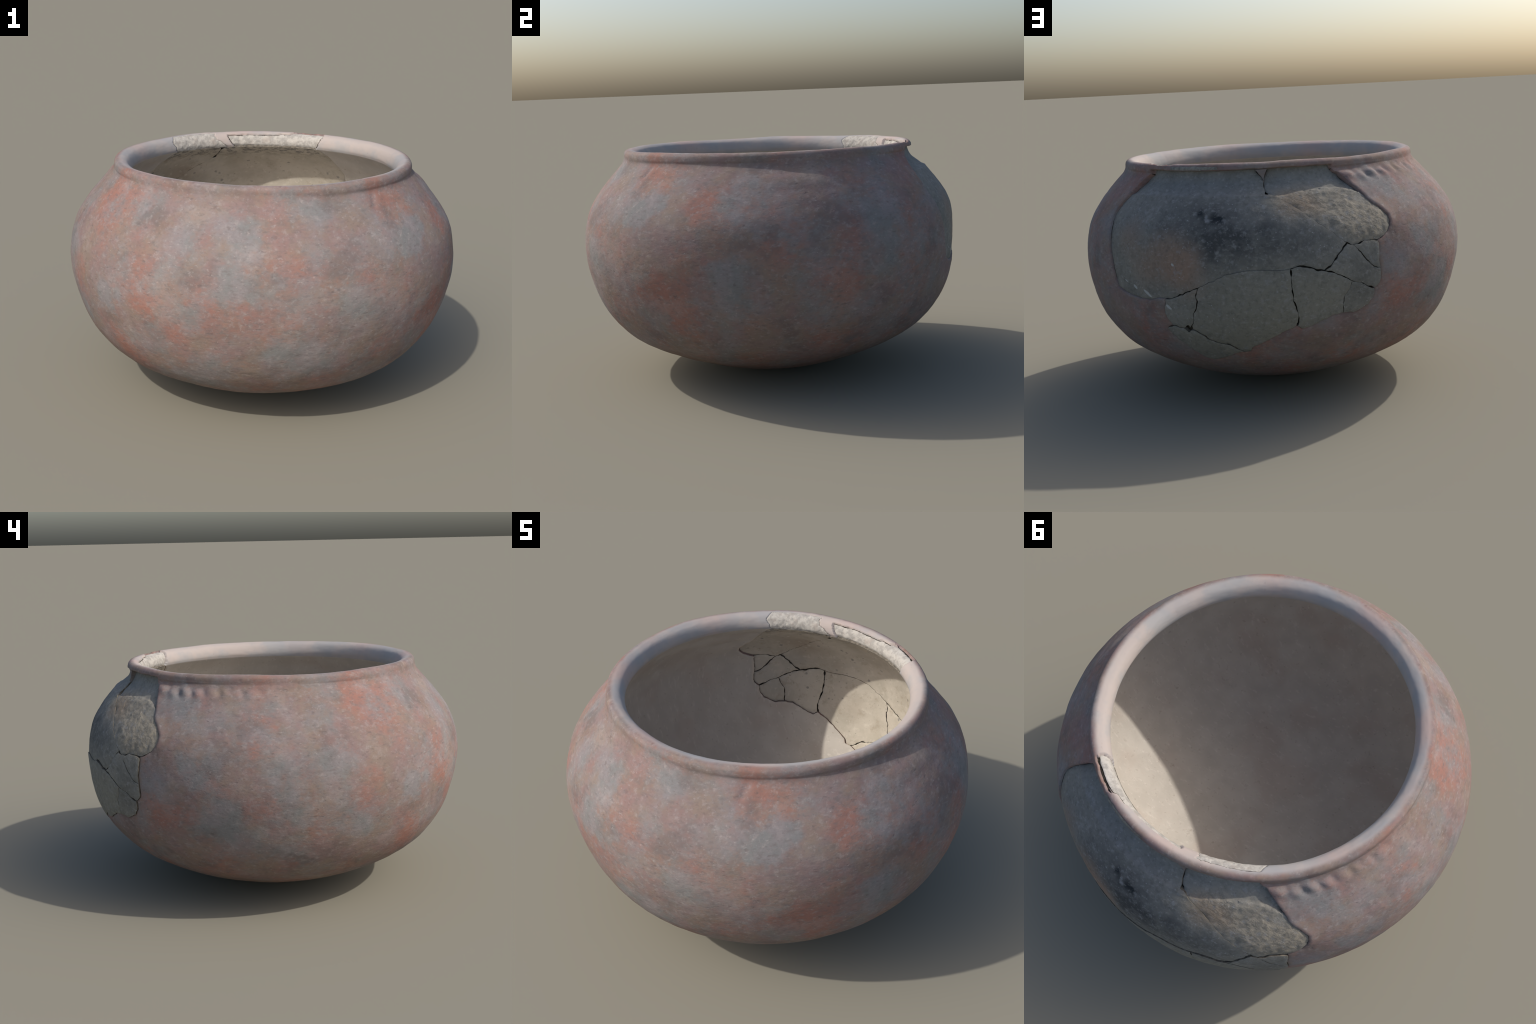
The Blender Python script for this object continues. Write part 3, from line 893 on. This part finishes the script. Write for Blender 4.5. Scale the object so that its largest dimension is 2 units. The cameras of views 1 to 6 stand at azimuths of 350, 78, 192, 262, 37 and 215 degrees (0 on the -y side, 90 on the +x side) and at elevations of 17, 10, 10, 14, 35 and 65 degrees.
def build_sherds(root, MT):
    for k, (names, up) in enumerate(SHERDS):
        P, g = loop(names)
        if area(P) < 0:
            P, g = P[::-1], g[::-1]
        P = inset(P, g)
        I = interior_points(P, .0085, .005)
        P2, tris = cdt(P, I)
        edge = np.exp(-(seg_dist(P2, P)/.0022)**2)*smooth(P2[:, 1], TOP2, TOP2 - .006)
        edge *= 1 - .75*np.exp(-(seg_dist(P2, FINE['A2'][3:-3], False)/.004)**2)
        edge *= 1 - .75*np.exp(-(seg_dist(P2, FINE['B2'][4:-2], False)/.004)**2)
        cen = P.mean(0)
        tilt = np.random.default_rng(50 + k).uniform(-.006, .006, 2)

        def outer(th, s):
            B = base3(th, s)
            o = up + wobble(B)*(1 - smooth(s, 1.80, S_TOP)) + (P2 - cen)@tilt*(.5 if k == 0 else 1)
            o = o + .0009*fbm(B, 30, 3, 44) - .0022*edge
            o = o - .013*smooth(s, 1.74, 1.86)
            line = np.interp(th, STEP_T, STEP_S)
            sharp = 1.0 if k == 1 else .0
            if k == 1:
                line = line + .004*fbm(B, 60, 2, 31)
                up_ = smooth(s, line - .004, line + .002)
                o = o - .0055*up_ + .003*(1 - up_)
                rg = smooth(th, 104, 118)*(1 - up_)
                st = np.stack([(P2[:, 0] + P2[:, 1])*18, (P2[:, 0] - P2[:, 1])*38, 0*s], -1)
                o = o + .0020*rg*fbm(st, 1.0, 3, 66) + .0011*rg*fbm(B, 75, 2, 67)
                # hairline splits of the spalled surface
                for t0, s0, dt, ds in ((114.5, 1.775, 1.6, -.018), (118.0, 1.785, 1.4, -.02), (108.8, 1.690, 1.2, -.012)):
                    Q = np.array([flat(t0, s0), flat(t0 + dt, s0 + ds)])
                    o = o - .004*np.exp(-(seg_dist(P2, Q, False)/.0025)**2)
            elif k == 0:
                dl = seg_dist(P2, np.vstack([FINE['left'], FINE['botleft']]), False)
                o = o - (.003 + .004*smooth(s, 1.35, 1.6))*np.exp(-(dl/.045)**2) - .004*smooth(s, line - .012, line + .012) + .0030*np.exp(-((s - line + .006)/.007)**2)
            return place(th, s, o)

        def inner(th, s):
            B = base3(th, s)
            fade = 1 - smooth(s, 1.80, S_TOP)
            thin = .014*smooth(th, 76, 86)*smooth(s, 1.62, 1.40)*smooth(s, .85, 1.0) + .010*np.exp(-((th - 72)/22)**4)*np.exp(-((s - 1.66)/.12)**2)
            o = (.003*fbm(B, 3.3, 2, 61) + .0012*fbm(B, 18, 3, 72) + .8*swell(th, B[..., 2]))*fade + thin + .003*edge - .001 + (P2 - cen)@tilt[::-1]*.6*fade
            return place_inner(th, s, o)
        # on the inner face the pieces are worn back further from the joints
        T = np.roll(P, -1, 0) - np.roll(P, 1, 0)
        T /= np.linalg.norm(T, axis=1)[:, None] + 1e-9
        W = np.stack([-T[:, 1], T[:, 0]], 1)*(.0011 + .0009*vnoise(np.c_[P, 0*g], 45, 9))[:, None]
        where = {tuple(np.round(q, 6)): n_ for n_, q in enumerate(P)}
        Pin2 = P2.copy()
        for n_, q in enumerate(P2):
            m_ = where.get(tuple(np.round(q, 6)))
            if m_ is not None and q[1] < S_TOP - .02:
                Pin2[n_] += W[m_]
        V, F, fm = solid_from_flat(P2, tris, len(P), outer, inner, Pin2)
        make_object('sherd', V, F, [MT['sherd_out'], MT['sherd_in'], MT['sherd_side']], fm, root, 45)


def build_gap_fills(root, MT):
    P, g = loop(OUTLINE + ['rightup', 'topR', 'toothR', 'toothL', 'topL', 'leftup'])
    if area(P) < 0:
        P, g = P[::-1], g[::-1]
    P2, tris = cdt(P, interior_points(P, .02, .008))
    V, F, fm = solid_from_flat(P2, tris, len(P), lambda t, s: place(t, s, .8*swell(t, base3(t, s)[..., 2]), .013 + .020*smooth(s, 1.68, 1.80)), lambda t, s: place(t, s, .8*swell(t, base3(t, s)[..., 2]), .021 + .022*smooth(s, 1.68, 1.80)))
    make_object('dark_gap_fill', V, F, [MT['dark_fill']], np.zeros(len(F), int), root, 40)  # near-black sheet inside the wall, seen through the cracks
    # shadow in the lip gap and lip hole, modelled as near-black strips
    cap = [(96.8, .104), (92, .107), (86, .102), (80, .105), (72.5, .100), (71.4, .090), (67, .088)]
    cleft_shadow = [(a, l + .004) for a, l in cap] + [(a - .1, l - .0062 + .0012*math.sin(a*1.7)) for a, l in cap[::-1]]
    for L, dep in ((cleft_shadow, -.0105), (LIP_HOLE, -.0135)):
        P = lip_poly(L)
        P2, tris = cdt(P, interior_points(P, .005, .0025, .0008))
        fn = lambda d: (lambda t_, s_: lip_point(P2[:, 0]/.73/D2R, P2[:, 1], np.full(len(P2), d)))
        V, F, fm = solid_from_flat(P2, tris, len(P), fn(dep), fn(dep - .004))
        make_object('dark_gap_fill', V, F, [MT['dark_fill']], np.zeros(len(F), int), root, 40)
    # plaster tooth hanging from the lip between two sherds
    a = FINE['toothL'][::-1]
    b = FINE['toothR'][::-1]
    P = np.vstack([a[:-1], b[:-1], np.linspace(flat(101.9, TOP2), flat(97.4, TOP2), 10)[:-1]])
    if area(P) < 0:
        P = P[::-1]
    P = inset(P, np.full(len(P), .0006))
    P2, tris = cdt(P, interior_points(P, .006, .003))
    V, F, fm = solid_from_flat(P2, tris, len(P), lambda t, s: place(t, s, -.012 + .010*smooth(s, TOP - .02, TOP2)), lambda t, s: place(t, s, 0*s, .03 + 0*s))
    make_object('plaster_tooth', V, F, [MT['lip']]*3, fm, root, 40)


def main():
    root = bpy.data.objects.new('pottery_jar', None)
    bpy.context.collection.objects.link(root)
    root['label'] = 'round-bottomed pinkish grey clay jar mended with dark cracked sherds'
    root['category'] = 'clay pot'
    MT = make_materials()
    build_wall(root, MT)
    build_sherds(root, MT)
    build_gap_fills(root, MT)
    build_lip_sherds(root, MT)


main()
